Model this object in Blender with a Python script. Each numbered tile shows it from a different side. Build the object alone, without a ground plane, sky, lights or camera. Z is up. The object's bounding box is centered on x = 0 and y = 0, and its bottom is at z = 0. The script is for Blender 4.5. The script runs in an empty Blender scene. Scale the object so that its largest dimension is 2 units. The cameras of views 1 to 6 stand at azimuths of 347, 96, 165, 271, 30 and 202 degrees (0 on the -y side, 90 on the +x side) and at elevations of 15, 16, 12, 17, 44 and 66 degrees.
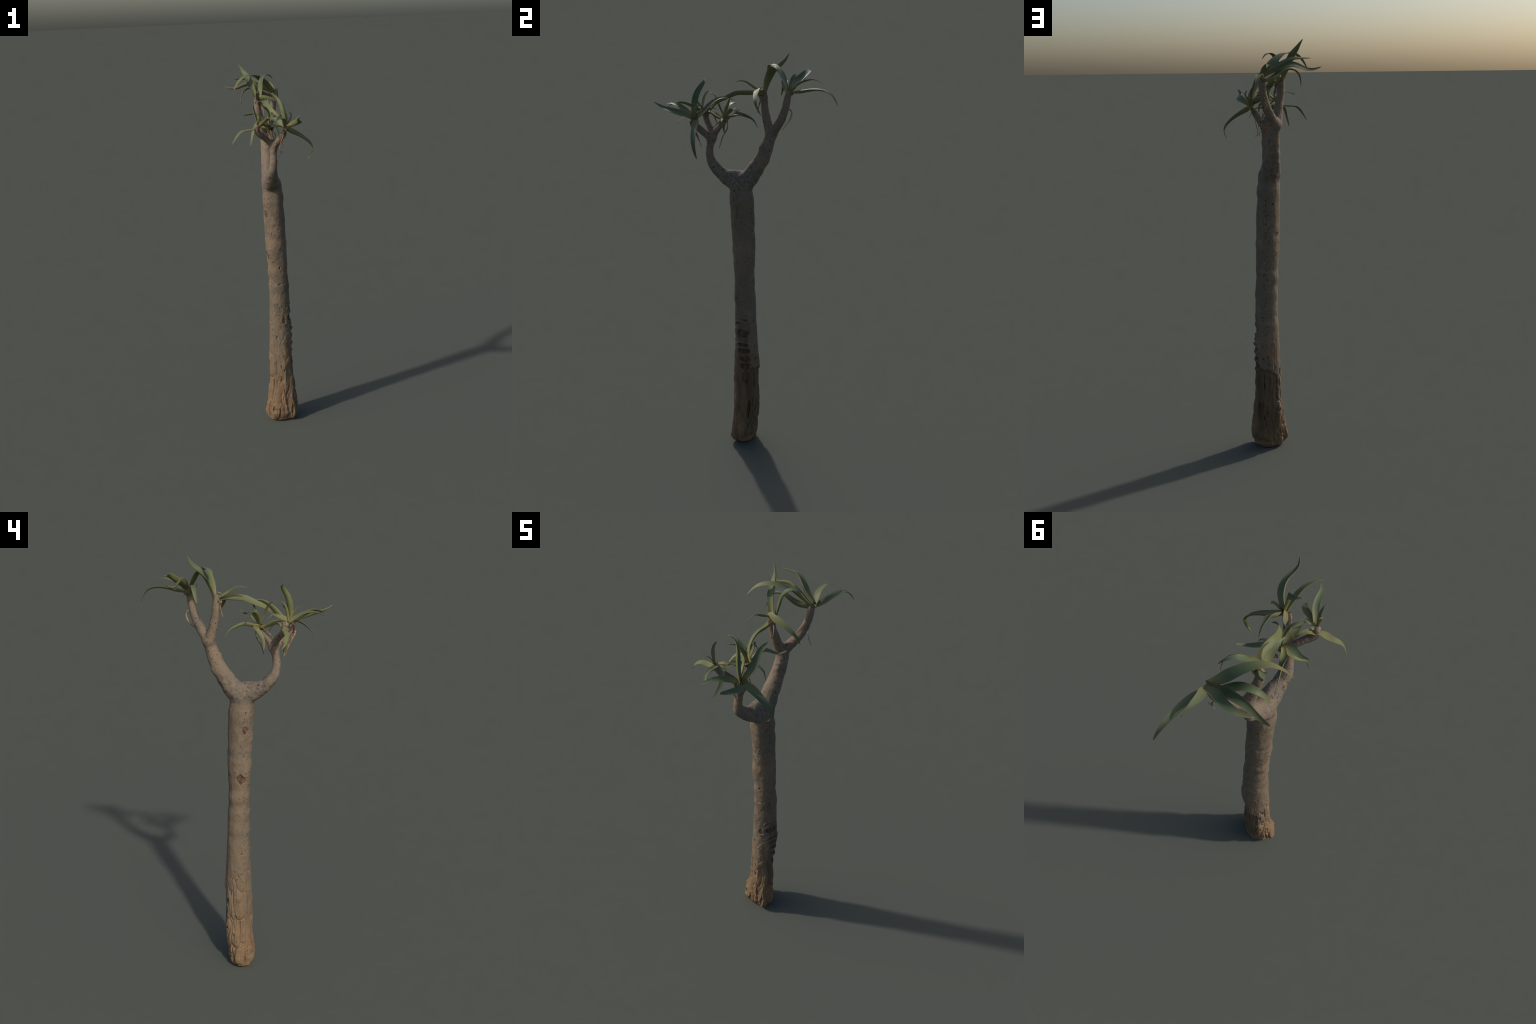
"""A tall quiver tree: one straight trunk that flares at the foot, forks into two
limbs and five twigs, each twig ending in a rosette of fleshy pointed leaves with
withered leaves hanging below."""
import bpy, math
import numpy as np
from mathutils import Vector

RNG = np.random.default_rng(7)

# ------------------------------------------------------------------ helpers
def smooth(a, b, x):
    t = np.clip((x - a) / (b - a), 0.0, 1.0)
    return t * t * (3 - 2 * t)


def hash3(i, j, k, seed):
    n = (i * 374761393 + j * 668265263 + k * 2147483647 + seed * 144269504) & 0xFFFFFFFF
    n = ((n ^ (n >> 13)) * 1274126177) & 0xFFFFFFFF
    n = n ^ (n >> 16)
    return (n & 0xFFFF).astype(np.float64) / 32767.5 - 1.0


def noise(p, scale, seed=0):
    """smooth value noise in -1..1 at points p (n,3); scale is a number or a triple"""
    q = p * np.asarray(scale, float)
    f = np.floor(q).astype(np.int64)
    t = q - f
    t = t * t * t * (t * (6 * t - 15) + 10)
    out = 0.0
    for a in (0, 1):
        wa = t[:, 0] if a else 1 - t[:, 0]
        for b in (0, 1):
            wb = t[:, 1] if b else 1 - t[:, 1]
            for c in (0, 1):
                wc = t[:, 2] if c else 1 - t[:, 2]
                out = out + wa * wb * wc * hash3(f[:, 0] + a, f[:, 1] + b, f[:, 2] + c, seed)
    return out


def fbm(p, scale, seed=0, octaves=3):
    s = np.asarray(scale, float)
    return sum(noise(p, s * 2 ** o, seed + o) * 0.5 ** o for o in range(octaves))


def plates(p, scale, seed):
    """cellular pattern: (edge distance F2-F1, random value of the nearest cell)"""
    q = p * np.asarray(scale, float)
    f = np.floor(q).astype(np.int64)
    f1 = np.full(len(p), 9.0)
    f2 = np.full(len(p), 9.0)
    val = np.zeros(len(p))
    for i in (-1, 0, 1):
        for j in (-1, 0, 1):
            for k in (-1, 0, 1):
                c = f + (i, j, k)
                o = np.stack([hash3(c[:, 0], c[:, 1], c[:, 2], seed + s) for s in (0, 1, 2)], 1) * .42 + .5
                d = np.linalg.norm(c + o - q, axis=1)
                near = d < f1
                f2 = np.where(near, f1, np.minimum(f2, d))
                val = np.where(near, hash3(c[:, 0], c[:, 1], c[:, 2], seed + 3), val)
                f1 = np.where(near, d, f1)
    return f2 - f1, val


def spline(ctrl, n):
    """clamped cubic B-spline through a short list of control points"""
    c = np.asarray(ctrl, float)
    m, k = len(c), 3
    kn = np.concatenate([np.zeros(k), np.linspace(0, 1, m - k + 1), np.ones(k)])
    out = []
    for t in np.linspace(0, 1 - 1e-9, n):
        N = [1.0 if kn[j] <= t < kn[j + 1] else 0.0 for j in range(len(kn) - 1)]
        for d in range(1, k + 1):
            N = [(N[j] * (t - kn[j]) / (kn[j + d] - kn[j]) if kn[j + d] > kn[j] else 0.0)
                 + (N[j + 1] * (kn[j + d + 1] - t) / (kn[j + d + 1] - kn[j + 1]) if kn[j + d + 1] > kn[j + 1] else 0.0)
                 for j in range(len(N) - 1)]
        out.append(np.asarray(N) @ c)
    return np.array(out)


def new_object(name, mesh, parent=None):
    ob = bpy.data.objects.new(name, mesh)
    bpy.context.scene.collection.objects.link(ob)
    ob.parent = parent
    return ob


def mesh_from(name, verts, faces):
    me = bpy.data.meshes.new(name)
    me.from_pydata([tuple(v) for v in verts], [], faces)
    me.polygons.foreach_set('use_smooth', [True] * len(me.polygons))
    me.update()
    return me

# ---------------------------------------------------------------- materials
class Nodes:
    """small wrapper that makes node trees readable"""
    def __init__(self, name):
        self.mat = bpy.data.materials.new(name)
        self.mat.use_nodes = True
        self.t = self.mat.node_tree
        self.t.nodes.clear()
        self.out = self.n('ShaderNodeOutputMaterial')
        self.bsdf = self.n('ShaderNodeBsdfPrincipled')
        self.l(self.bsdf.outputs[0], self.out.inputs[0])
        self.co = self.n('ShaderNodeTexCoord').outputs['Object']

    def n(self, kind, **kw):
        nd = self.t.nodes.new(kind)
        for k, v in kw.items():
            setattr(nd, k, v)
        return nd

    def l(self, a, b):
        self.t.links.new(a, b)

    def put(self, sock, v):
        if hasattr(v, 'is_linked') or isinstance(v, bpy.types.NodeSocket):
            self.l(v, sock)
        elif isinstance(v, (tuple, list)) and len(v) == 3 and sock.type == 'RGBA':
            sock.default_value = (*v, 1)
        else:
            sock.default_value = v

    def mapping(self, scale, loc=(0, 0, 0), co=None):
        m = self.n('ShaderNodeMapping')
        m.inputs['Scale'].default_value = scale
        m.inputs['Location'].default_value = loc
        self.l(co or self.co, m.inputs['Vector'])
        return m.outputs[0]

    def noise(self, scale, detail=4, rough=0.55, stretch=None, loc=(0, 0, 0)):
        nd = self.n('ShaderNodeTexNoise')
        nd.inputs['Scale'].default_value = scale
        nd.inputs['Detail'].default_value = detail
        nd.inputs['Roughness'].default_value = rough
        self.l(self.mapping(stretch or (1, 1, 1), loc), nd.inputs['Vector'])
        return nd.outputs['Fac']

    def ramp(self, v, lo, hi, a=0.0, b=1.0):
        m = self.n('ShaderNodeMapRange', interpolation_type='SMOOTHSTEP')
        self.put(m.inputs['Value'], v)
        for i, x in zip(('From Min', 'From Max', 'To Min', 'To Max'), (lo, hi, a, b)):
            m.inputs[i].default_value = x
        return m.outputs[0]

    def math(self, op, a, b=0.0, c=0.0):
        m = self.n('ShaderNodeMath', operation=op)
        for s, v in zip(m.inputs, (a, b, c)):
            self.put(s, v)
        return m.outputs[0]

    def mix(self, f, a, b, mode='MIX'):
        m = self.n('ShaderNodeMix', data_type='RGBA', blend_type=mode)
        self.put(m.inputs[0], f)
        self.put(m.inputs[6], a)
        self.put(m.inputs[7], b)
        return m.outputs[2]

    def dots(self, cells, size, jitter=1.0):
        """round spots: voronoi cells, each with its own radius"""
        v = self.n('ShaderNodeTexVoronoi', feature='F1')
        v.inputs['Scale'].default_value = cells
        v.inputs['Randomness'].default_value = jitter
        self.l(self.co, v.inputs['Vector'])
        sep = self.n('ShaderNodeSeparateColor')
        self.l(v.outputs['Color'], sep.inputs[0])
        r = self.math('MULTIPLY', self.math('POWER', sep.outputs[0], 2.0), size)
        return self.math('SUBTRACT', r, v.outputs['Distance']), sep.outputs[1]

    def bump(self, h, dist, strength=1.0):
        b = self.n('ShaderNodeBump')
        b.inputs['Distance'].default_value = dist
        b.inputs['Strength'].default_value = strength
        self.put(b.inputs['Height'], h)
        self.l(b.outputs[0], self.bsdf.inputs['Normal'])

    def finish(self, colour, rough, spec=0.5):
        self.put(self.bsdf.inputs['Base Color'], colour)
        self.put(self.bsdf.inputs['Roughness'], rough)
        self.bsdf.inputs['Specular IOR Level'].default_value = spec
        return self.mat


def bark_material():
    N = Nodes('bark')
    sep = N.n('ShaderNodeSeparateXYZ')
    N.l(N.co, sep.inputs[0])
    x, y, z = sep.outputs
    big = N.noise(7, 4, 0.6)
    fine = N.noise(70, 4, 0.6, (1, 1, .5))
    streak = N.noise(30, 4, 0.6, (1, 1, .09))
    col = N.mix(N.ramp(big, .35, .65), (.208, .153, .101), (.168, .128, .086))
    col = N.mix(N.ramp(streak, .45, .7, 0, .5), col, (.162, .124, .084))
    col = N.mix(N.ramp(z, 1.25, 1.5, 0, .8), col, (.225, .168, .120))
    grey = N.math('MULTIPLY', N.ramp(N.noise(15, 5, .65, loc=(8, 1, 3)), .48, .66), N.ramp(z, .35, .7, .15, .55))
    col = N.mix(grey, col, (.125, .112, .092))
    pale = N.math('MULTIPLY', N.ramp(N.noise(19, 4, .6, loc=(1, 9, 4)), .58, .70), .4)
    col = N.mix(pale, col, (.26, .205, .15))
    # ochre wood and dust towards the foot, following the fibres
    foot = N.math('ADD', z, N.math('MULTIPLY', N.math('SUBTRACT', streak, .5), .55))
    col = N.mix(N.ramp(foot, .55, .08, 0, .75), col, (.208, .128, .066))
    col = N.mix(N.math('MULTIPLY', N.ramp(N.noise(26, 3, .6, (1, 1, .22), (3, 1, 0)), .56, .68), N.ramp(z, .75, .35, 0, .55)), col, (.30, .155, .058))
    col = N.mix(N.ramp(fine, .55, .8, 0, .35), col, (.135, .105, .070))
    # torn strip under the ladder of gashes, and the flaked flank beside it: darker, browner wood
    ang = N.math('ARCTAN2', N.math('ADD', y, .010), N.math('SUBTRACT', x, .058))
    wob = N.math('MULTIPLY', N.math('SUBTRACT', N.noise(22, 3, .6, loc=(2, 2, 9)), .5), .9)
    a2 = N.math('ADD', ang, wob)
    strip = N.math('MULTIPLY', N.math('MULTIPLY', N.ramp(a2, -.75, -.45), N.ramp(a2, .50, .30)), N.math('MULTIPLY', N.ramp(z, .72, .60), N.ramp(z, .10, .22)))
    flake = N.math('MULTIPLY', N.math('MULTIPLY', N.ramp(ang, .36, .46), N.ramp(ang, 2.10, 1.98)), N.math('MULTIPLY', N.ramp(z, .428, .412), N.ramp(z, .02, .12)))
    col = N.mix(N.math('MULTIPLY', strip, N.ramp(streak, .42, .62, .35, .9)), col, (.098, .057, .031))
    col = N.mix(N.math('MULTIPLY', flake, N.ramp(streak, .40, .60, .45, .92)), col, (.112, .074, .042))
    # grey crust in the fork
    fork = N.math('MULTIPLY', N.ramp(z, 1.30, 1.38), N.ramp(z, 1.50, 1.43))
    crust = N.math('MULTIPLY', fork, N.ramp(N.noise(32, 5, .7), .42, .58))
    col = N.mix(N.math('MULTIPLY', crust, .7), col, (.150, .130, .102))
    crust2 = N.math('MULTIPLY', fork, N.ramp(N.noise(60, 4, .7, loc=(5, 2, 1)), .50, .63))
    col = N.mix(N.math('MULTIPLY', crust2, .7), col, (.075, .068, .062))
    # black lichen spots, mostly in two upright bands on opposite flanks
    band = None
    for centre, wide, amount in ((math.radians(70), .50, 1.0), (math.radians(-52), .55, 1.0), (math.radians(-138), .7, .75)):
        d = N.math('ABSOLUTE', N.math('SUBTRACT', ang, centre))
        b = N.ramp(d, wide, wide * .25, 0, amount)
        band = b if band is None else N.math('MAXIMUM', band, b)
    above = N.ramp(z, 1.36, 1.46)
    tall = N.math('ADD', N.ramp(y, -.02, .02, 0, .042), .012)
    lee = N.ramp(N.math('SUBTRACT', x, tall), -.004, .012, .28, 1.0)
    band = N.math('MAXIMUM', band, N.math('MULTIPLY', above, lee))
    patch = N.math('MULTIPLY', N.ramp(N.noise(11, 3, .6, loc=(1, 7, 2)), .36, .62), N.ramp(z, .40, .62))
    dens = N.math('ADD', N.math('MULTIPLY', band, patch), .06)
    for cells, size, more in ((85, .50, .0), (150, .55, .03), (240, .60, .10)):
        d, pick = N.dots(cells, size)
        on = N.math('LESS_THAN', pick, N.math('ADD', N.math('MULTIPLY', dens, .8), more))
        spot = N.math('MULTIPLY', N.ramp(d, .0, .09), on)
        col = N.mix(N.math('MULTIPLY', spot, .8), col, (.035, .037, .038))
    h = N.math('ADD', N.math('MULTIPLY', fine, .6), N.math('MULTIPLY', N.noise(160, 3, .6), .4))
    N.bump(h, .0028, .9)
    return N.finish(col, .82, .25)


def wood_material():
    N = Nodes('bare_wood')
    a = N.noise(60, 4, .6, (1, 1, .35))
    col = N.mix(N.ramp(a, .35, .65), (.060, .038, .025), (.150, .090, .050))
    N.bump(a, .003, .8)
    return N.finish(col, .85, .2)


def leaf_material(name, tone_a, tone_b):
    N = Nodes(name)
    ln = N.n('ShaderNodeVectorMath', operation='LENGTH')
    N.l(N.co, ln.inputs[0])
    dist = ln.outputs['Value']
    info = N.n('ShaderNodeObjectInfo').outputs['Random']
    soft = N.noise(16, 3, .5)
    col = N.mix(N.ramp(soft, .35, .65), tone_a, tone_b)
    col = N.mix(N.math('MULTIPLY', info, .30), col, (.18, .19, .085))
    col = N.mix(N.ramp(dist, .10, .01, 0, .7), col, (.255, .235, .095))
    col = N.mix(N.ramp(dist, .15, .25, 0, .5), col, (.225, .20, .07))
    d, pick = N.dots(330, .5)
    spot = N.math('MULTIPLY', N.ramp(d, 0, .15), N.math('LESS_THAN', pick, .25))
    col = N.mix(N.math('MULTIPLY', spot, .22), col, (.34, .36, .24))
    N.bump(N.noise(90, 3, .5), .0008, .5)
    m = N.finish(col, N.ramp(soft, .3, .7, .50, .60), .28)
    tr = N.n('ShaderNodeBsdfTranslucent')
    tr.inputs[0].default_value = (.16, .20, .05, 1)
    mx = N.n('ShaderNodeMixShader')
    mx.inputs[0].default_value = .06
    N.l(N.bsdf.outputs[0], mx.inputs[1])
    N.l(tr.outputs[0], mx.inputs[2])
    N.l(mx.outputs[0], N.out.inputs[0])
    return m


def margin_material():
    N = Nodes('leaf_margin')
    a = N.noise(40, 3, .6)
    return N.finish(N.mix(a, (.25, .21, .085), (.23, .15, .06)), .5, .4)


def dry_material():
    N = Nodes('withered_skin')
    a = N.noise(45, 4, .6, (1, 1, .3))
    col = N.mix(N.ramp(a, .35, .65), (.38, .25, .145), (.19, .12, .075))
    col = N.mix(N.ramp(N.noise(25, 3, .6, loc=(4, 4, 4)), .55, .7, 0, .7), col, (.46, .34, .22))
    N.bump(a, .002, .8)
    return N.finish(col, .75, .25)


BARK, WOOD, LEAF, SHADE_TINTED, MARGIN, DRY = bark_material(), wood_material(), leaf_material('leaf_underside_sun_tinted', (.132, .148, .060), (.154, .164, .074)), leaf_material('leaf_upper_shade_tinted', (.080, .116, .060), (.104, .134, .072)), margin_material(), dry_material()  # upper leaf colour darkened for bluish sky shade, underside yellowed for warm sun

# ------------------------------------------------------------------- trunk
# height, centre x, centre y, half width in x, half width in y
TRUNK = [
    (0.000, .051, -.016, .058, .046), (0.012, .053, -.017, .076, .056), (0.030, .055, -.017, .084, .063),
    (0.050, .057, -.016, .089, .068), (0.100, .060, -.009, .085, .069), (0.150, .063, -.004, .079, .069),
    (0.200, .063, -.002, .0725, .0685), (0.250, .062, -.002, .069, .0675), (0.300, .060, -.002, .066, .067),
    (0.400, .059, -.002, .0615, .066), (0.450, .060, -.002, .062, .0635), (0.500, .061, -.002, .062, .061),
    (0.550, .062, -.003, .061, .059), (0.600, .060, -.005, .0575, .057), (0.700, .060, -.007, .055, .0545),
    (0.800, .059, -.009, .054, .053), (0.900, .056, -.011, .0515, .051), (0.950, .054, -.014, .0525, .0515),
    (1.000, .051, -.015, .055, .0535), (1.050, .050, -.016, .0565, .0555), (1.100, .049, -.017, .0565, .0575),
    (1.150, .048, -.020, .0575, .057), (1.200, .045, -.021, .057, .057), (1.250, .042, -.023, .0565, .0575),
    (1.300, .040, -.025, .057, .0575), (1.330, .038, -.026, .053, .056), (1.380, .036, -.028, .046, .052),
]
TR = np.array(TRUNK)
trunk_at = lambda z, c: np.interp(z, TR[:, 0], TR[:, c])

# limbs and twigs: spine control points, radius along the spine
LIMBS = {
    'trunk': ([], []),
    'limb_tall': ([(0.035, -0.012, 1.375), (0.037, 0.046, 1.446), (0.041, 0.079, 1.500), (0.048, 0.098, 1.550), (0.048, 0.110, 1.586), (0.045, 0.121, 1.622)],
                  [.047, .0375, .0350, .0330, .0310, .0265]),
    'limb_low': ([(0.033, -0.045, 1.372), (0.009, -0.125, 1.404), (0.002, -0.173, 1.461), (0.010, -0.187, 1.495), (0.010, -0.189, 1.532), (0.011, -0.176, 1.588)],
                 [.043, .0295, .0230, .0195, .0190, .0185]),
    'twig_a': ([(0.042, 0.122, 1.618), (0.085, 0.162, 1.676), (0.111, 0.189, 1.731), (0.119, 0.199, 1.776), (0.123, 0.203, 1.800), (0.124, 0.208, 1.822)],
               [.022, .0205, .0190, .0180, .0165, .0145]),
    'twig_b': ([(0.032, 0.115, 1.618), (0.022, 0.094, 1.683), (0.007, 0.085, 1.734), (0.000, 0.084, 1.773), (0.000, 0.081, 1.794), (-0.002, 0.077, 1.813)],
               [.023, .0195, .0185, .0180, .0165, .0150]),
    'twig_d': ([(0.016, -0.174, 1.588), (0.030, -0.213, 1.621), (0.040, -0.239, 1.647), (0.046, -0.249, 1.660), (0.052, -0.252, 1.670), (0.057, -0.253, 1.679)],
               [.0170, .0160, .0155, .0150, .0140, .0120]),
    'twig_c': ([(0.016, -0.166, 1.594), (-0.021, -0.184, 1.631), (-0.051, -0.201, 1.653), (-0.069, -0.211, 1.665), (-0.080, -0.217, 1.679), (-0.081, -0.224, 1.706)],
               [.0155, .0150, .0148, .0146, .0146, .0138]),
    'twig_e': ([(0.013, -0.172, 1.592), (0.014, -0.146, 1.633), (0.014, -0.124, 1.657), (0.012, -0.114, 1.668), (0.009, -0.109, 1.676), (0.006, -0.105, 1.682)],
               [.0155, .0135, .0130, .0128, .0120, .0110]),
}
LIMB_NAMES = list(LIMBS) + ['ledge']

# marks on the trunk: kind, angle round the axis (degrees), height, half width, half height (m), depth (m)
MARKS = [
    # ladder of gashes on the +x flank, edges rolled up round bare wood
    ('gash', -39, .665, .0125, .0065, .004), ('gash', 2, .686, .0110, .0055, .004), ('gash', -16, .615, .0340, .0215, .006),
    ('gash', -13, .553, .0280, .0095, .006), ('gash', -7, .522, .0320, .0135, .0065), ('gash', -4, .478, .0270, .0155, .006),
    ('gash', 1, .436, .0255, .0200, .006), ('gash', 1, .374, .0230, .0290, .005), ('gash', 19, .199, .0120, .0540, .005),
    # eyes where branches were lost
    ('flap', -158, 1.213, .0175, .0215, .005), ('flap', -170, .974, .0250, .0310, .006),
    # holes and slits
    ('hole', 77, .480, .0060, .0092, .005), ('hole', 54, .472, .0040, .0093, .003), ('hole', 80, .443, .0034, .0130, .004),
    ('hole', 115, .429, .0047, .0070, .004), ('hole', 53, .533, .0050, .0055, .003), ('hole', 123, .345, .0085, .0200, .007),
    ('hole', 54, .374, .0076, .0257, .004), ('hole', 54, .328, .0066, .0212, .004), ('slit', 84, .338, .0045, .0658, .005),
    ('hole', 48, .216, .0080, .0406, .004), ('hole', 58, .151, .0084, .0192, .005), ('hole', 77, .190, .0060, .0287, .005),
    ('hole', 71, .122, .0060, .0241, .005), ('hole', 130, .205, .0060, .0106, .004), ('hole', 33, .494, .0054, .0046, .003),
    ('hole', -164, .595, .0080, .0065, .004), ('hole', 165, .503, .0055, .0045, .003), ('hole', -165, .491, .0060, .0055, .003),
    ('hole', -179, .484, .0050, .0036, .003), ('hole', 168, .460, .0034, .0064, .003), ('hole', -172, .454, .0034, .0046, .003),
    ('hole', 152, .466, .0043, .0064, .003), ('hole', 146, .410, .0047, .0055, .003), ('slit', 178, .394, .0050, .0030, .002),
    ('slit', 156, .365, .0045, .0696, .005), ('slit', 169, .250, .0042, .0230, .006), ('hole', 157, .170, .0070, .0140, .006),
    ('slit', 131, .344, .0061, .0280, .004), ('hole', -149, .089, .0080, .0049, .003), ('hole', -141, .395, .0050, .0083, .003),
    ('slit', 156, .117, .0189, .0060, .004), ('slit', 145, .391, .0055, .0203, .005), ('slit', 161, .210, .0060, .0300, .006),
    ('hole', 124, .200, .0050, .0100, .005), ('hole', 131, 1.094, .0045, .0050, .004), ('slit', -125, 1.098, .0040, .0187, .002),
    ('hole', -90, .905, .0050, .0087, .004), ('slit', -94, .812, .0150, .0048, .005), ('dent', -77, .600, .0120, .0240, .007),
    ('dent', -123, .499, .0079, .0110, .004), ('slit', -61, .439, .0142, .0027, .003), ('hole', -122, .378, .0044, .0036, .002),
    ('dent', -103, .326, .0050, .0125, .004), ('hole', -87, .302, .0042, .0099, .004), ('hole', -81, .387, .0035, .0062, .003),
    ('dent', -101, .248, .0120, .0203, .004), ('slit', -93, .178, .0042, .0191, .005), ('slit', -138, .072, .0070, .0222, .007),
    ('slit', -111, .053, .0055, .0330, .008), ('slit', -83, .112, .0065, .0240, .007), ('slit', -61, .065, .0075, .0347, .008),
    ('dent', -142, .333, .0045, .0179, .003), ('slit', -30, .060, .0060, .0280, .006), ('slit', 10, .050, .0070, .0250, .005),
    ('slit', 110, .055, .0070, .0250, .006), ('slit', -165, .050, .0070, .0250, .006),
]


def limb_samples():
    seg = {}
    for name, (pts, radii) in LIMBS.items():
        if not pts:
            continue
        s = spline(pts, 26)
        r = np.interp(np.linspace(0, 1, 26), np.linspace(0, 1, len(radii)), radii)
        seg[name] = (s, r)
    zt = np.linspace(0.9, 1.362, 24)
    seg['trunk'] = (np.stack([trunk_at(zt, 1), trunk_at(zt, 2), zt], 1), (trunk_at(zt, 3) + trunk_at(zt, 4)) / 2 - .0015)
    t = np.linspace(0, 1, 12)[:, None]          # flat ledge between the two limbs
    seg['ledge'] = (np.array((.030, .012, 1.397)) * (1 - t) + np.array((.020, -.088, 1.402)) * t, np.linspace(.035, .033, 12))
    return seg


def distance_to(p, s, r):
    """signed distance from points p to a tube with spine s and radii r, and its gradient"""
    best = np.full(len(p), 1e9)
    grad = np.zeros_like(p)
    for a, b, ra, rb in zip(s[:-1], s[1:], r[:-1], r[1:]):
        ab = b - a
        t = np.clip((p - a) @ ab / (ab @ ab), 0, 1)
        d = p - (a + t[:, None] * ab)
        ln = np.linalg.norm(d, axis=1)
        sd = ln - (ra + (rb - ra) * t)
        m = sd < best
        best[m] = sd[m]
        grad[m] = d[m] / np.maximum(ln[m], 1e-6)[:, None]
    return best, grad


def ring_tube(verts, faces, centres, axes, n=40):
    """append a closed tube; axes gives two half-axis vectors per ring"""
    o = len(verts)
    ang = np.linspace(0, 2 * math.pi, n, endpoint=False)
    for c, (u, v) in zip(centres, axes):
        for a in ang:
            verts.append(c + u * math.cos(a) + v * math.sin(a))
    for i in range(len(centres) - 1):
        for j in range(n):
            k = (j + 1) % n
            faces.append((o + i * n + j, o + i * n + k, o + (i + 1) * n + k, o + (i + 1) * n + j))
    faces.append(tuple(o + j for j in reversed(range(n))))
    faces.append(tuple(o + (len(centres) - 1) * n + j for j in range(n)))


def frames(s):
    t = np.gradient(s, axis=0)
    t /= np.linalg.norm(t, axis=1)[:, None]
    u = np.cross(t[0], (1, 0, 0) if abs(t[0][0]) < .8 else (0, 1, 0))
    out = []
    for q in t:
        u = u - q * (u @ q)
        u = u / np.linalg.norm(u)
        out.append((q, u.copy(), np.cross(q, u)))
    return out


def build_wood(tree):
    verts, faces = [], []
    zz = np.concatenate([[0, .004, .012, .02, .03, .04], np.linspace(.05, 1.38, 90)])
    ring_tube(verts, faces, [np.array((trunk_at(z, 1), trunk_at(z, 2), z)) for z in zz],
              [(np.array((trunk_at(z, 3), 0, 0)), np.array((0, trunk_at(z, 4), 0))) for z in zz], 72)
    seg = limb_samples()
    for name, (s, r) in seg.items():
        if name == 'trunk':
            continue
        fr = frames(s)
        cs, ax = list(s), [(u * ri, v * ri) for (q, u, v), ri in zip(fr, r)]
        for k in (.5, .8, .97):     # rounded end
            cs.append(s[-1] + fr[-1][0] * r[-1] * k)
            ax.append((fr[-1][1] * r[-1] * math.sqrt(1 - k * k), fr[-1][2] * r[-1] * math.sqrt(1 - k * k)))
        ring_tube(verts, faces, cs, ax, 32)
    raw = bpy.data.objects.new('raw', mesh_from('raw', verts, faces))
    bpy.context.scene.collection.objects.link(raw)
    md = raw.modifiers.new('remesh', 'REMESH')
    md.mode, md.voxel_size = 'VOXEL', .0021
    dg = bpy.context.evaluated_depsgraph_get()
    me = bpy.data.meshes.new_from_object(raw.evaluated_get(dg))
    bpy.data.objects.remove(raw)
    n = len(me.vertices)
    P = np.empty(n * 3)
    me.vertices.foreach_get('co', P)
    P = P.reshape(-1, 3)

    # pull the crown onto a smooth union of all the tubes
    hi = np.where(P[:, 2] > 1.18)[0]
    K = .0048
    for it in range(5):
        q = P[hi]
        ds, gs = zip(*(distance_to(q, *seg[nm]) for nm in LIMB_NAMES))
        D = np.stack(ds)
        m = D.min(0)
        w = np.exp(-(D - m) / K)
        sd = m - K * np.log(w.sum(0))
        g = sum(wi[:, None] * gi for wi, gi in zip(w / w.sum(0), gs))
        g /= np.maximum(np.linalg.norm(g, axis=1), .25)[:, None]
        step = np.clip(sd, -.006, .006)[:, None] * g * smooth(1.18, 1.24, q[:, 2])[:, None]
        P[hi] = q - step * .9
    owner = np.zeros(n, int)
    owner[hi] = D.argmin(0)
    owner[owner == LIMB_NAMES.index('ledge')] = 0

    # normals of the smooth body
    me.vertices.foreach_set('co', P.ravel())
    me.update()
    NV = np.empty(n * 3)
    me.vertices.foreach_get('normal', NV)
    NV = NV.reshape(-1, 3)

    z = P[:, 2]
    ang = np.arctan2((P[:, 1] - trunk_at(z, 2)) / trunk_at(z, 4), (P[:, 0] - trunk_at(z, 1)) / trunk_at(z, 3))
    rad = (trunk_at(z, 3) + trunk_at(z, 4)) / 2
    on_trunk = owner == 0
    bole = smooth(1.46, 1.35, z)            # fades out into the limbs without a step
    d = fbm(P, (20, 20, 12), 3, 3) * .0025
    d += noise(P, (9, 9, 30), 11) * .0012 * smooth(.6, 1.0, z) * bole      # faint growth rings
    thin = .55 + .45 * bole
    d *= thin
    d += noise(P, (95, 95, 70), 16) * .0006
    d += noise(P, (7, 7, 24), 13) * .0030 * smooth(.55, .8, z) * bole
    d += noise(P, (12, 12, 16), 14) * .0022 * (1 - bole) * smooth(1.75, 1.6, z)
    deg = np.degrees(ang)

    def flank(centre, spread, profile):
        da = (deg - centre + 180) % 360 - 180
        hs, hv = zip(*profile)
        return np.exp(-(da / spread) ** 2) * np.interp(z, hs, hv) * bole
    # the foot is three-cornered, not round: hollow on one flank, swollen on others
    d -= flank(33, 35, [(0, .030), (.10, .032), (.20, .026), (.30, .019), (.40, .010), (.48, .003), (.55, 0)])
    d += flank(-52, 18, [(0, .005), (.15, .005), (.35, .003), (.5, 0)])
    d -= flank(-85, 22, [(0, 0), (.10, .003), (.30, .004), (.5, 0)])
    d += flank(15, 35, [(.48, 0), (.55, .005), (.75, .005), (.9, 0)])
    d -= flank(-118, 22, [(0, 0), (.12, .004), (.25, .009), (.45, .007), (.6, 0)])
    d += flank(-80, 30, [(1.1, 0), (1.2, .003), (1.32, .003), (1.36, 0)]) + flank(102, 30, [(1.1, 0), (1.2, .003), (1.32, .003), (1.36, 0)])
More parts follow.
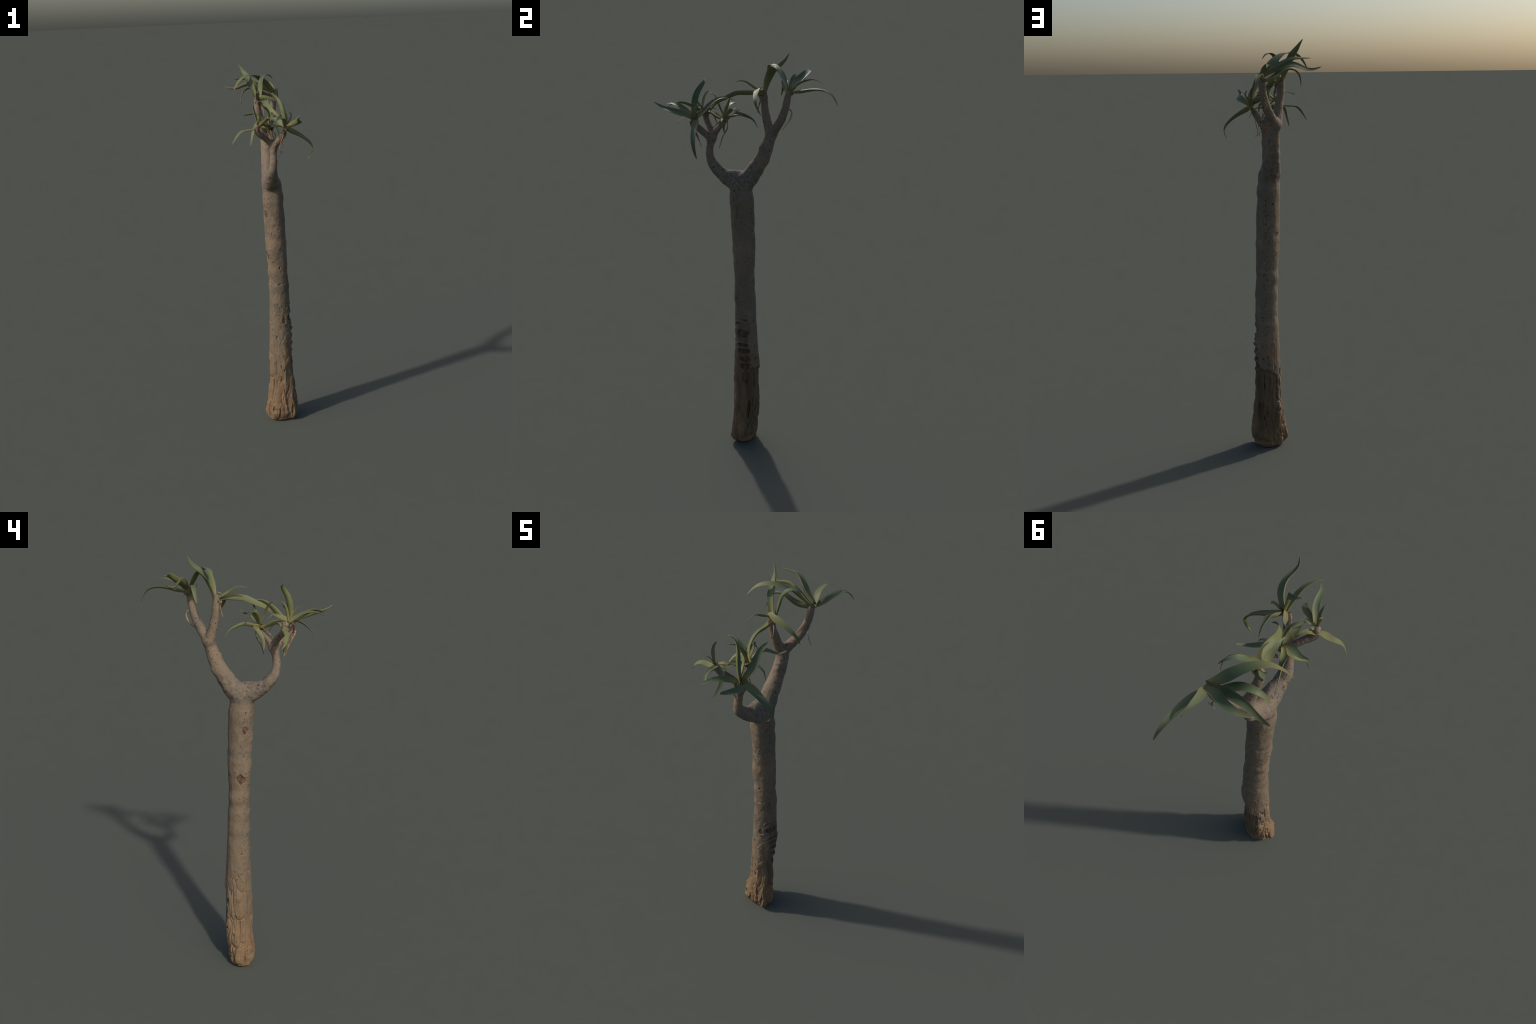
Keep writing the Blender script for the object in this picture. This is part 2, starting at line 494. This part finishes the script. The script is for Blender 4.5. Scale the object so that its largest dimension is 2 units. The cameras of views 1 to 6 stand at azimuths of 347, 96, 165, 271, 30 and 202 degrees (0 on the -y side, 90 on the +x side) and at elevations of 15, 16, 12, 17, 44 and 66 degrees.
    # knuckles and old branch collars
    for q, r, h in (((.028, .112, 1.478), .020, .006), ((.055, .066, 1.392), .022, .007), ((.053, .062, 1.559), .012, .004),
                    ((.012, .015, 1.475), .020, .004), ((.030, .028, 1.440), .022, .004), ((.010, -.095, 1.352), .018, .005), ((.070, -.072, 1.352), .022, .005),
                    ((.020, -.118, 1.437), .014, .003), ((.100, .175, 1.690), .016, .003), ((.012, .098, 1.700), .014, .003),
                    ((.105, -.010, 1.215), .010, .004), ((.014, -.172, 1.575), .020, .003)):
        d += h * np.exp(-(np.linalg.norm(P - np.array(q), axis=1) / r) ** 2)
    # knobbly collar under the fork
    d += noise(P, 42, 21) * .0030 * smooth(1.30, 1.35, z) * smooth(1.50, 1.40, z)
    # weathered foot: ridges along the grain, then lumps and facets at ground level
    foot = smooth(.64, .16, z + .11 * noise(P, (16, 16, 5), 33))
    warp = P + np.stack([noise(P, 14, 31), noise(P, 14, 32), np.zeros(n)], 1) * .008
    ridge = 1 - 2 * np.abs(noise(warp, (24, 24, 7), 41))
    d += foot * (ridge * .0042 + noise(warp, (55, 55, 14), 42) * .0024 + noise(P, (90, 90, 60), 43) * .0006)
    bark_gap = 1 - smooth(18, 26, deg) * smooth(124, 112, deg)
    crack = smooth(.80, 1.0, 1 - np.abs(noise(warp, (34, 34, 4.5), 44)))
    d -= foot * (1 - .6 * np.exp(-((deg + 85) / 42) ** 2)) * crack * (.0034 + .0022 * (1 - bark_gap))
    ed, val = plates(warp, (23, 23, 7.5), 91)
    bark_on = foot * (1 - .55 * np.exp(-((deg + 85) / 40) ** 2)) * (1 - .65 * smooth(18, 26, deg) * smooth(124, 112, deg))
    d += bark_on * (val * .0022 + .0028 * smooth(0, .35, ed) - .0016)
    d -= bark_on * smooth(.15, .0, ed) * .0055 * smooth(-.3, .5, noise(P, 12, 95) + .2)
    low = smooth(.16, .02, z)
    d += low * (np.abs(noise(P, (30, 30, 22), 51)) - .35) * .012
    # bark has flaked off below a ragged step on the +y flank
    side = smooth(18, 26, deg) * smooth(124, 112, deg)
    edge = .418 + .012 * noise(P, (40, 40, 0), 61) - .0004 * (deg - 60)
    peeled = side * smooth(.003, -.004, z - edge) * smooth(.06, .16, z)
    d -= peeled * .0055
    d += side * np.exp(-((z - edge - .008) / .012) ** 2) * .0012
    wood = np.zeros(n)
    jx, jy = noise(P, 75, 71) * .30, noise(P, 75, 72) * .30
    for kind, a, h, w, hh, depth in MARKS:
        dv = (z - h) / hh
        near = np.where((np.abs(dv) < 2.6) & on_trunk)[0]
        da = (deg[near] - a + 180) % 360 - 180
        du = np.radians(da) * rad[near] / w
        u, v = du + jx[near], dv[near] + jy[near]
        if kind == 'flap':                                       # angular torn scar, pointed below
            sides = ((.38, .92, .66), (-.90, .42, .86), (.99, -.10, .72), (-.80, -.60, .74), (.45, -.89, .80))
            r = np.max([(u * sx + v * sy) / c for sx, sy, c in sides], 0)
            d[near] -= depth * smooth(1.06, .92, r) - .35 * depth * smooth(.85, .2, r)
            d[near] += .0003 * np.exp(-((r - 1.3) / .25) ** 2)
            wood[near] = np.maximum(wood[near], (r < 1.0) * 1.0)
        elif kind == 'gash':
            v = v + .25 * (1 - np.clip(u * u, 0, 2))             # sagging lower lip
            u, v = u - .55 * jx[near], v - .55 * jy[near]
            u = u * (1 + .22 * v)                                # wider above than below
            r = (np.abs(u) ** 2.4 + np.abs(v) ** 2.4) ** (1 / 2.4)
            d[near] -= 1.3 * depth * smooth(1.08, .90, r) - .6 * depth * smooth(.85, .3, r)
            d[near] += (.0032 if -45 < a < 10 else .0015) * np.exp(-((r - 1.35) / .30) ** 2)
            wood[near] = np.maximum(wood[near], (r < 1.0) * 1.0)
        else:
            r = np.hypot(u, v)
            d[near] -= depth * smooth(1.15, .35, r)
            if kind == 'dent':
                d[near] += .001 * np.exp(-((r - 1.3) / .25) ** 2)
            else:
                d[near] += .0007 * np.exp(-((r - 1.35) / .25) ** 2)
                if kind == 'hole':
                    wood[near] = np.maximum(wood[near], (r < .72) * 1.0)  # hole floors take this darker brown slot
    # leaf scars ring the twigs
    d += smooth(1.45, 1.55, z) * noise(P, (60, 60, 90), 81) * .0007
    d *= smooth(-.95, -.4, NV[:, 2]) * .9 + .1 * (z > .02)
    P = P + NV * d[:, None]
    P[:, 2] -= P[:, 2].min()
    me.vertices.foreach_set('co', P.ravel())
    me.update()
    me.vertices.foreach_get('normal', NV.ravel())
    NV = np.empty(n * 3)
    me.vertices.foreach_get('normal', NV)
    NV = NV.reshape(-1, 3)

    # split the one smooth body into its named parts
    polys = np.array([tuple(p.vertices) for p in me.polygons])
    face_owner = np.array([np.bincount(o).argmax() for o in owner[polys]])
    face_wood = wood[polys].mean(1) > .5
    parts = {}
    for i, name in enumerate(LIMBS):
        sel = np.where(face_owner == i)[0]
        used = np.unique(polys[sel])
        remap = np.full(n, -1)
        remap[used] = np.arange(len(used))
        kind = name.split('_')[0]
        kind = {'limb': 'branch', 'twig': 'twig'}.get(kind, kind)
        part = mesh_from(kind, P[used], remap[polys[sel]].tolist())
        part.materials.append(BARK)
        part.materials.append(WOOD)
        part.polygons.foreach_set('material_index', face_wood[sel].astype(np.int32))
        part.normals_split_custom_set_from_vertices([tuple(v) for v in NV[used]])
        parts[name] = new_object(kind, part, tree)
    bpy.data.meshes.remove(me)
    return parts

# ------------------------------------------------------------------- leaves
class Leaf:
    def __init__(self, twig, width, spine, roll=0.0, twist=0.0, sharp=.70, full=2.0, late=1.0, body=.42, pale=False):
        self.pale, self.body = pale, body
        self.twig, self.width, self.spine = 'twig_' + twig.lower(), width, spine
        self.roll, self.twist, self.late, self.sharp, self.full = roll, twist, late, sharp, full


LEAVES = [
    Leaf('A', 0.034, [(0.126, 0.215, 1.832), (0.141, 0.248, 1.833), (0.154, 0.285, 1.843), (0.166, 0.325, 1.849), (0.179, 0.373, 1.850), (0.199, 0.421, 1.829), (0.212, 0.441, 1.778)], roll=0, twist=0, sharp=0.55, full=2.4, body=0.42),
    Leaf('A', 0.031, [(0.131, 0.217, 1.828), (0.127, 0.240, 1.860), (0.118, 0.266, 1.877), (0.120, 0.292, 1.884), (0.125, 0.314, 1.890), (0.132, 0.339, 1.888), (0.142, 0.366, 1.872)], roll=18, twist=0, body=0.20),
    Leaf('A', 0.035, [(0.131, 0.230, 1.849), (0.094, 0.235, 1.868), (0.059, 0.260, 1.890), (0.026, 0.283, 1.911), (-0.006, 0.294, 1.919), (-0.039, 0.297, 1.915), (-0.080, 0.288, 1.916)], roll=-24, twist=0, sharp=0.55, full=2.4, body=0.55),
    Leaf('A', 0.035, [(0.123, 0.213, 1.841), (0.085, 0.216, 1.862), (0.039, 0.231, 1.885), (-0.005, 0.241, 1.895), (-0.046, 0.248, 1.879), (-0.089, 0.260, 1.858), (-0.133, 0.276, 1.879)], roll=-42, twist=0, sharp=0.55, full=2.4, body=0.55),
    Leaf('A', 0.036, [(0.122, 0.223, 1.824), (0.087, 0.211, 1.827), (0.060, 0.192, 1.839), (0.030, 0.180, 1.861), (-0.019, 0.179, 1.884), (-0.071, 0.172, 1.851), (-0.072, 0.158, 1.790)], roll=0, twist=0, sharp=0.55, full=2.4, body=0.55),
    Leaf('A', 0.043, [(0.130, 0.209, 1.837), (0.092, 0.188, 1.871), (0.057, 0.174, 1.909), (0.012, 0.141, 1.940), (-0.047, 0.104, 1.949), (-0.099, 0.092, 1.921), (-0.128, 0.079, 1.867)], roll=-36, twist=60, body=0.20),
    Leaf('B', 0.034, [(0.001, 0.083, 1.814), (-0.019, 0.096, 1.866), (-0.029, 0.118, 1.912), (-0.037, 0.151, 1.939), (-0.048, 0.178, 1.961), (-0.058, 0.189, 1.982), (-0.070, 0.196, 2.000)], roll=30, twist=60, body=0.55),
    Leaf('B', 0.032, [(0.016, 0.086, 1.814), (0.022, 0.092, 1.851), (0.024, 0.100, 1.888), (0.035, 0.112, 1.926), (0.066, 0.132, 1.947), (0.095, 0.151, 1.935), (0.110, 0.162, 1.914)], roll=12, twist=0, body=0.42),
    Leaf('B', 0.034, [(0.001, 0.066, 1.836), (0.025, 0.052, 1.831), (0.051, 0.050, 1.825), (0.076, 0.050, 1.817), (0.112, 0.048, 1.802), (0.156, 0.055, 1.768), (0.149, 0.083, 1.719)], roll=-6, twist=0, body=0.20, pale=True),
    Leaf('B', 0.024, [(-0.003, 0.068, 1.817), (-0.007, 0.041, 1.831), (-0.011, 0.019, 1.845), (-0.016, 0.002, 1.857), (-0.020, -0.015, 1.864), (-0.024, -0.036, 1.868), (-0.030, -0.060, 1.858)], roll=-30, twist=0, body=0.30),
    Leaf('B', 0.037, [(0.010, 0.079, 1.806), (0.022, 0.037, 1.817), (0.024, -0.008, 1.813), (0.011, -0.051, 1.815), (0.008, -0.100, 1.786), (0.032, -0.161, 1.765), (0.074, -0.173, 1.720)], roll=-36, twist=-20, sharp=0.55, full=2.4, body=0.42, pale=True),
    Leaf('C', 0.028, [(-0.074, -0.216, 1.716), (-0.053, -0.234, 1.718), (-0.035, -0.253, 1.720), (-0.017, -0.272, 1.719), (0.004, -0.295, 1.707), (0.007, -0.325, 1.686), (-0.002, -0.355, 1.654)], roll=0, twist=0, sharp=0.55, full=2.4, body=0.30),
    Leaf('C', 0.029, [(-0.087, -0.220, 1.694), (-0.104, -0.226, 1.694), (-0.119, -0.224, 1.691), (-0.141, -0.219, 1.691), (-0.171, -0.225, 1.686), (-0.195, -0.232, 1.657), (-0.212, -0.206, 1.618)], roll=-12, twist=20, sharp=0.55, full=2.4, late=2.5, body=0.20, pale=True),
    Leaf('C', 0.018, [(-0.078, -0.237, 1.718), (-0.085, -0.233, 1.752), (-0.093, -0.228, 1.781), (-0.093, -0.215, 1.800), (-0.090, -0.204, 1.807), (-0.090, -0.202, 1.809), (-0.091, -0.204, 1.807)], roll=-6, twist=0, sharp=1.2, full=1.2, body=0.42),
    Leaf('C', 0.026, [(-0.074, -0.221, 1.706), (-0.060, -0.256, 1.728), (-0.045, -0.284, 1.746), (-0.042, -0.310, 1.756), (-0.042, -0.337, 1.759), (-0.037, -0.367, 1.755), (-0.015, -0.393, 1.738)], roll=-6, twist=0, sharp=0.55, full=2.4, body=0.55),
    Leaf('C', 0.015, [(-0.080, -0.225, 1.717), (-0.074, -0.247, 1.738), (-0.074, -0.259, 1.761), (-0.078, -0.270, 1.775), (-0.079, -0.276, 1.780), (-0.082, -0.281, 1.783), (-0.083, -0.295, 1.788)], roll=24, twist=20, sharp=1.2, full=1.2, body=0.30),
    Leaf('C', 0.022, [(-0.082, -0.208, 1.700), (-0.068, -0.205, 1.707), (-0.056, -0.200, 1.711), (-0.048, -0.195, 1.709), (-0.038, -0.184, 1.709), (-0.020, -0.165, 1.698), (0.003, -0.147, 1.655)], roll=0, twist=0, body=0.55, pale=True),
    Leaf('D', 0.038, [(0.063, -0.243, 1.695), (0.081, -0.240, 1.687), (0.100, -0.238, 1.676), (0.128, -0.236, 1.661), (0.179, -0.239, 1.629), (0.231, -0.229, 1.571), (0.178, -0.222, 1.514)], roll=-36, twist=0, sharp=0.55, full=2.4, body=0.55),
    Leaf('D', 0.034, [(0.063, -0.254, 1.692), (0.093, -0.282, 1.717), (0.108, -0.326, 1.728), (0.102, -0.365, 1.739), (0.087, -0.391, 1.745), (0.077, -0.417, 1.755), (0.090, -0.440, 1.772)], roll=36, twist=0, body=0.55),
    Leaf('D', 0.037, [(0.062, -0.251, 1.691), (0.076, -0.211, 1.718), (0.084, -0.183, 1.752), (0.080, -0.154, 1.778), (0.078, -0.120, 1.799), (0.077, -0.084, 1.797), (0.070, -0.054, 1.783)], roll=-42, twist=0, sharp=0.85, full=1.6, body=0.42),
    Leaf('D', 0.029, [(0.058, -0.250, 1.693), (0.047, -0.280, 1.720), (0.040, -0.310, 1.737), (0.029, -0.335, 1.753), (0.011, -0.360, 1.761), (-0.007, -0.382, 1.759), (-0.028, -0.404, 1.748)], roll=24, twist=20, sharp=0.55, full=2.4, body=0.42),
    Leaf('D', 0.030, [(0.065, -0.252, 1.692), (0.056, -0.253, 1.746), (0.049, -0.247, 1.793), (0.039, -0.231, 1.829), (0.020, -0.213, 1.853), (-0.001, -0.207, 1.868), (-0.023, -0.215, 1.875)], roll=-42, twist=0, body=0.55),
    Leaf('D', 0.014, [(0.059, -0.243, 1.692), (0.077, -0.243, 1.722), (0.097, -0.237, 1.747), (0.100, -0.225, 1.758), (0.093, -0.218, 1.766), (0.092, -0.214, 1.771), (0.098, -0.211, 1.769)], roll=18, twist=0, sharp=1.1, full=1.2, body=0.55),
    Leaf('D', 0.029, [(0.057, -0.253, 1.703), (0.047, -0.232, 1.715), (0.038, -0.211, 1.721), (0.033, -0.190, 1.730), (0.027, -0.172, 1.739), (0.003, -0.161, 1.738), (-0.029, -0.144, 1.722)], roll=48, twist=0, sharp=1.30, full=1.8, body=0.42),
    Leaf('E', 0.015, [(0.009, -0.105, 1.687), (0.012, -0.125, 1.728), (0.006, -0.141, 1.765), (-0.011, -0.153, 1.789), (-0.030, -0.165, 1.799), (-0.039, -0.180, 1.804), (-0.045, -0.194, 1.804)], roll=-36, twist=0, sharp=0.9, full=1.5, body=0.55),
    Leaf('E', 0.028, [(0.009, -0.115, 1.696), (-0.013, -0.108, 1.725), (-0.034, -0.097, 1.750), (-0.054, -0.081, 1.760), (-0.073, -0.072, 1.757), (-0.092, -0.069, 1.752), (-0.118, -0.073, 1.754)], roll=6, twist=-60, sharp=0.55, full=2.4, late=2.5, body=0.30),
    Leaf('E', 0.024, [(0.007, -0.114, 1.691), (0.024, -0.087, 1.717), (0.044, -0.070, 1.742), (0.069, -0.055, 1.744), (0.095, -0.046, 1.734), (0.122, -0.039, 1.731), (0.144, -0.018, 1.749)], roll=6, twist=0, sharp=0.55, full=2.4, body=0.42),
    Leaf('E', 0.027, [(0.002, -0.114, 1.696), (-0.018, -0.083, 1.698), (-0.024, -0.059, 1.707), (-0.027, -0.034, 1.704), (-0.036, -0.005, 1.693), (-0.043, 0.032, 1.675), (-0.039, 0.046, 1.633)], roll=0, twist=-100, sharp=0.85, full=1.6, body=0.55),
    Leaf('E', 0.019, [(0.002, -0.106, 1.686), (0.018, -0.106, 1.686), (0.033, -0.108, 1.687), (0.049, -0.113, 1.692), (0.070, -0.117, 1.692), (0.099, -0.114, 1.675), (0.105, -0.125, 1.640)], roll=-6, twist=0, body=0.55),
    Leaf('E', 0.026, [(0.006, -0.127, 1.681), (-0.011, -0.117, 1.686), (-0.032, -0.098, 1.694), (-0.059, -0.092, 1.694), (-0.077, -0.114, 1.670), (-0.088, -0.136, 1.635), (-0.097, -0.127, 1.593)], roll=12, twist=0, sharp=0.55, full=2.4, body=0.42, pale=True),
    Leaf('E', 0.032, [(0.008, -0.114, 1.687), (0.005, -0.142, 1.694), (-0.008, -0.162, 1.709), (-0.016, -0.176, 1.715), (-0.018, -0.187, 1.718), (-0.020, -0.205, 1.719), (-0.031, -0.234, 1.710)], roll=0, twist=0, sharp=0.55, full=2.4, body=0.55, pale=True),
    Leaf('E', 0.016, [(0.008, -0.111, 1.693), (0.015, -0.101, 1.727), (0.020, -0.094, 1.753), (0.022, -0.088, 1.770), (0.024, -0.084, 1.782), (0.024, -0.083, 1.784), (0.023, -0.083, 1.779)], roll=0, twist=0, body=0.42),
]

# withered leaves hanging on the twigs
WITHERED = [
    ('a', 0.016, [(0.113, 0.196, 1.746), (0.111, 0.216, 1.748), (0.110, 0.222, 1.732), (0.107, 0.221, 1.715), (0.108, 0.210, 1.689), (0.149, 0.183, 1.657)]),
    ('b', 0.036, [(0.002, 0.065, 1.792), (0.005, 0.063, 1.802), (0.010, 0.064, 1.801), (0.020, 0.064, 1.785), (0.030, 0.060, 1.757), (0.028, 0.051, 1.718)]),
    ('b', 0.030, [(-0.005, 0.087, 1.789), (-0.005, 0.087, 1.790), (-0.003, 0.086, 1.786), (0.002, 0.082, 1.775), (0.013, 0.077, 1.753), (0.026, 0.072, 1.721)]),
    ('d', 0.022, [(0.049, -0.253, 1.688), (0.047, -0.264, 1.678), (0.043, -0.272, 1.663), (0.035, -0.265, 1.638), (0.027, -0.241, 1.603), (0.032, -0.222, 1.545)]),
    ('d', 0.010, [(0.059, -0.262, 1.686), (0.059, -0.265, 1.676), (0.059, -0.270, 1.664), (0.054, -0.261, 1.647), (0.043, -0.238, 1.620), (0.039, -0.225, 1.556)]),
    ('e', 0.020, [(0.036, -0.098, 1.682), (0.027, -0.095, 1.669), (0.018, -0.093, 1.655), (0.012, -0.102, 1.632), (0.020, -0.126, 1.594), (0.074, -0.129, 1.550)]),
    ('e', 0.030, [(0.022, -0.112, 1.675), (0.029, -0.118, 1.668), (0.033, -0.132, 1.652), (0.032, -0.150, 1.625), (0.026, -0.168, 1.590)]),
    ('e', 0.014, [(-0.002, -0.124, 1.680), (-0.004, -0.134, 1.672), (-0.005, -0.145, 1.663), (-0.004, -0.159, 1.650), (-0.003, -0.175, 1.632)]),
]


def blade_frames(s, roll, twist, late=1.0):
    t = np.gradient(s, axis=0)
    t /= np.linalg.norm(t, axis=1)[:, None]
    out = s[len(s) // 2] - s[0]
    out[2] = 0
    out /= max(np.linalg.norm(out), 1e-6)
    up = np.array((0, 0, 1.0)) - out * .8
    n = up - t[0] * (up @ t[0])
    n /= np.linalg.norm(n)
    res = []
    for i, q in enumerate(t):
        n = n - q * (n @ q)
        n /= np.linalg.norm(n)
        a = math.radians(roll + twist * (i / (len(t) - 1)) ** late)
        b = np.cross(n, q)
        res.append((q, n * math.cos(a) + b * math.sin(a), b * math.cos(a) - n * math.sin(a)))
    return res


def leaf_mesh(leaf, n=46):
    """a succulent blade: channelled above, rounded below, with a thin hard margin"""
    s = spline(leaf.spine, n)
    fr = blade_frames(s, leaf.roll, leaf.twist, leaf.late)
    half = 8
    verts, faces, margin = [], [], []
    tt = np.linspace(0, 1, n)
    for i, t in enumerate(tt):
        w = leaf.width / 2 * (.62 + .38 * smooth(0, .22, t)) * max(1 - t ** leaf.full, 0) ** leaf.sharp + .0006
        thick = w * leaf.body * 1.28 * (1 - .55 * t) + .0006
        dish = w * leaf.body * .75 * (1 - .55 * t)
        q, nn, b = fr[i]
        us = np.array((1, .965, .84, .5, 0, -.5, -.84, -.965, -1))
        top = [s[i] + b * (w * u) + nn * (dish * u * u - dish * .5) for u in us]
        e = us[1:-1][::-1]
        bot = [s[i] + b * (w * u) + nn * (dish * u * u - dish * .5 - thick * (1 - abs(u) ** 2.2) ** .75 - .0004) for u in e]
        verts += top + bot
    m = 2 * half
    for i in range(n - 1):
        for j in range(m):
            k = (j + 1) % m
            faces.append((i * m + j, i * m + k, (i + 1) * m + k, (i + 1) * m + j))
            margin.append(1 if j in (0, half - 1, half, m - 1) else (2 if j < half else 0))
    faces.append(tuple(range(m))[::-1]); margin.append(0)
    faces.append(tuple((n - 1) * m + j for j in range(m))); margin.append(1)
    base = s[0]
    me = mesh_from('leaf', np.array(verts) - base, [f[::-1] for f in faces])
    me.materials.append(LEAF)
    me.materials.append(MARGIN)
    me.materials.append(LEAF if leaf.pale else SHADE_TINTED)
    me.polygons.foreach_set('material_index', margin)
    return me, base


def withered_mesh(width, spine, seed):
    """a papery strip, curled into a gutter, crumpled and ragged at the edges"""
    n, half = 40, 6
    s = spline(spine, n)
    fr = blade_frames(s, 0, 70 * (1 if seed % 2 else -1))
    rg = np.random.default_rng(seed)
    ph = rg.uniform(0, 6, 6)
    verts, faces = [], []
    m = 2 * (half + 1)
    for i, t in enumerate(np.linspace(0, 1, n)):
        w = width / 2 * (.75 + .25 * math.sin(5 * t + ph[0])) * max(1 - t ** 1.6, 0) ** .8 + .0007
        w *= 1 + .18 * math.sin(23 * t + ph[1]) + .1 * math.sin(51 * t + ph[2])
        q, nn, b = fr[i]
        curl = .85 + .4 * math.sin(7 * t + ph[3])
        for side in (1, -1):
            for u in np.linspace(-1, 1, half + 1)[::side]:
                a = u * curl
                r = w / curl
                crumple = .0010 * math.sin(30 * t + 4 * u + ph[4])
                verts.append(s[i] + b * (math.sin(a) * r) + nn * ((1 - math.cos(a)) * r + crumple + side * .00045))
    for i in range(n - 1):
        for j in range(m):
            k = (j + 1) % m
            faces.append((i * m + j, i * m + k, (i + 1) * m + k, (i + 1) * m + j))
    faces.append(tuple(range(m))[::-1])
    faces.append(tuple((n - 1) * m + j for j in range(m)))
    base = s[0]
    me = mesh_from('withered_leaf', np.array(verts) - base, [f[::-1] for f in faces])
    me.materials.append(DRY)
    return me, base


def main():
    tree = bpy.data.objects.new('quiver_tree', None)
    bpy.context.scene.collection.objects.link(tree)
    tree['label'] = 'tall bare-trunked succulent tree with sparse rosettes of pointed leaves'
    tree['category'] = 'tree'
    parts = build_wood(tree)
    for leaf in LEAVES:
        me, base = leaf_mesh(leaf)
        ob = new_object('leaf', me, parts[leaf.twig])
        ob.location = base
    for i, (twig, width, spine) in enumerate(WITHERED):
        me, base = withered_mesh(width, spine, 100 + i)
        ob = new_object('withered_leaf', me, parts['twig_' + twig])
        ob.location = base


main()
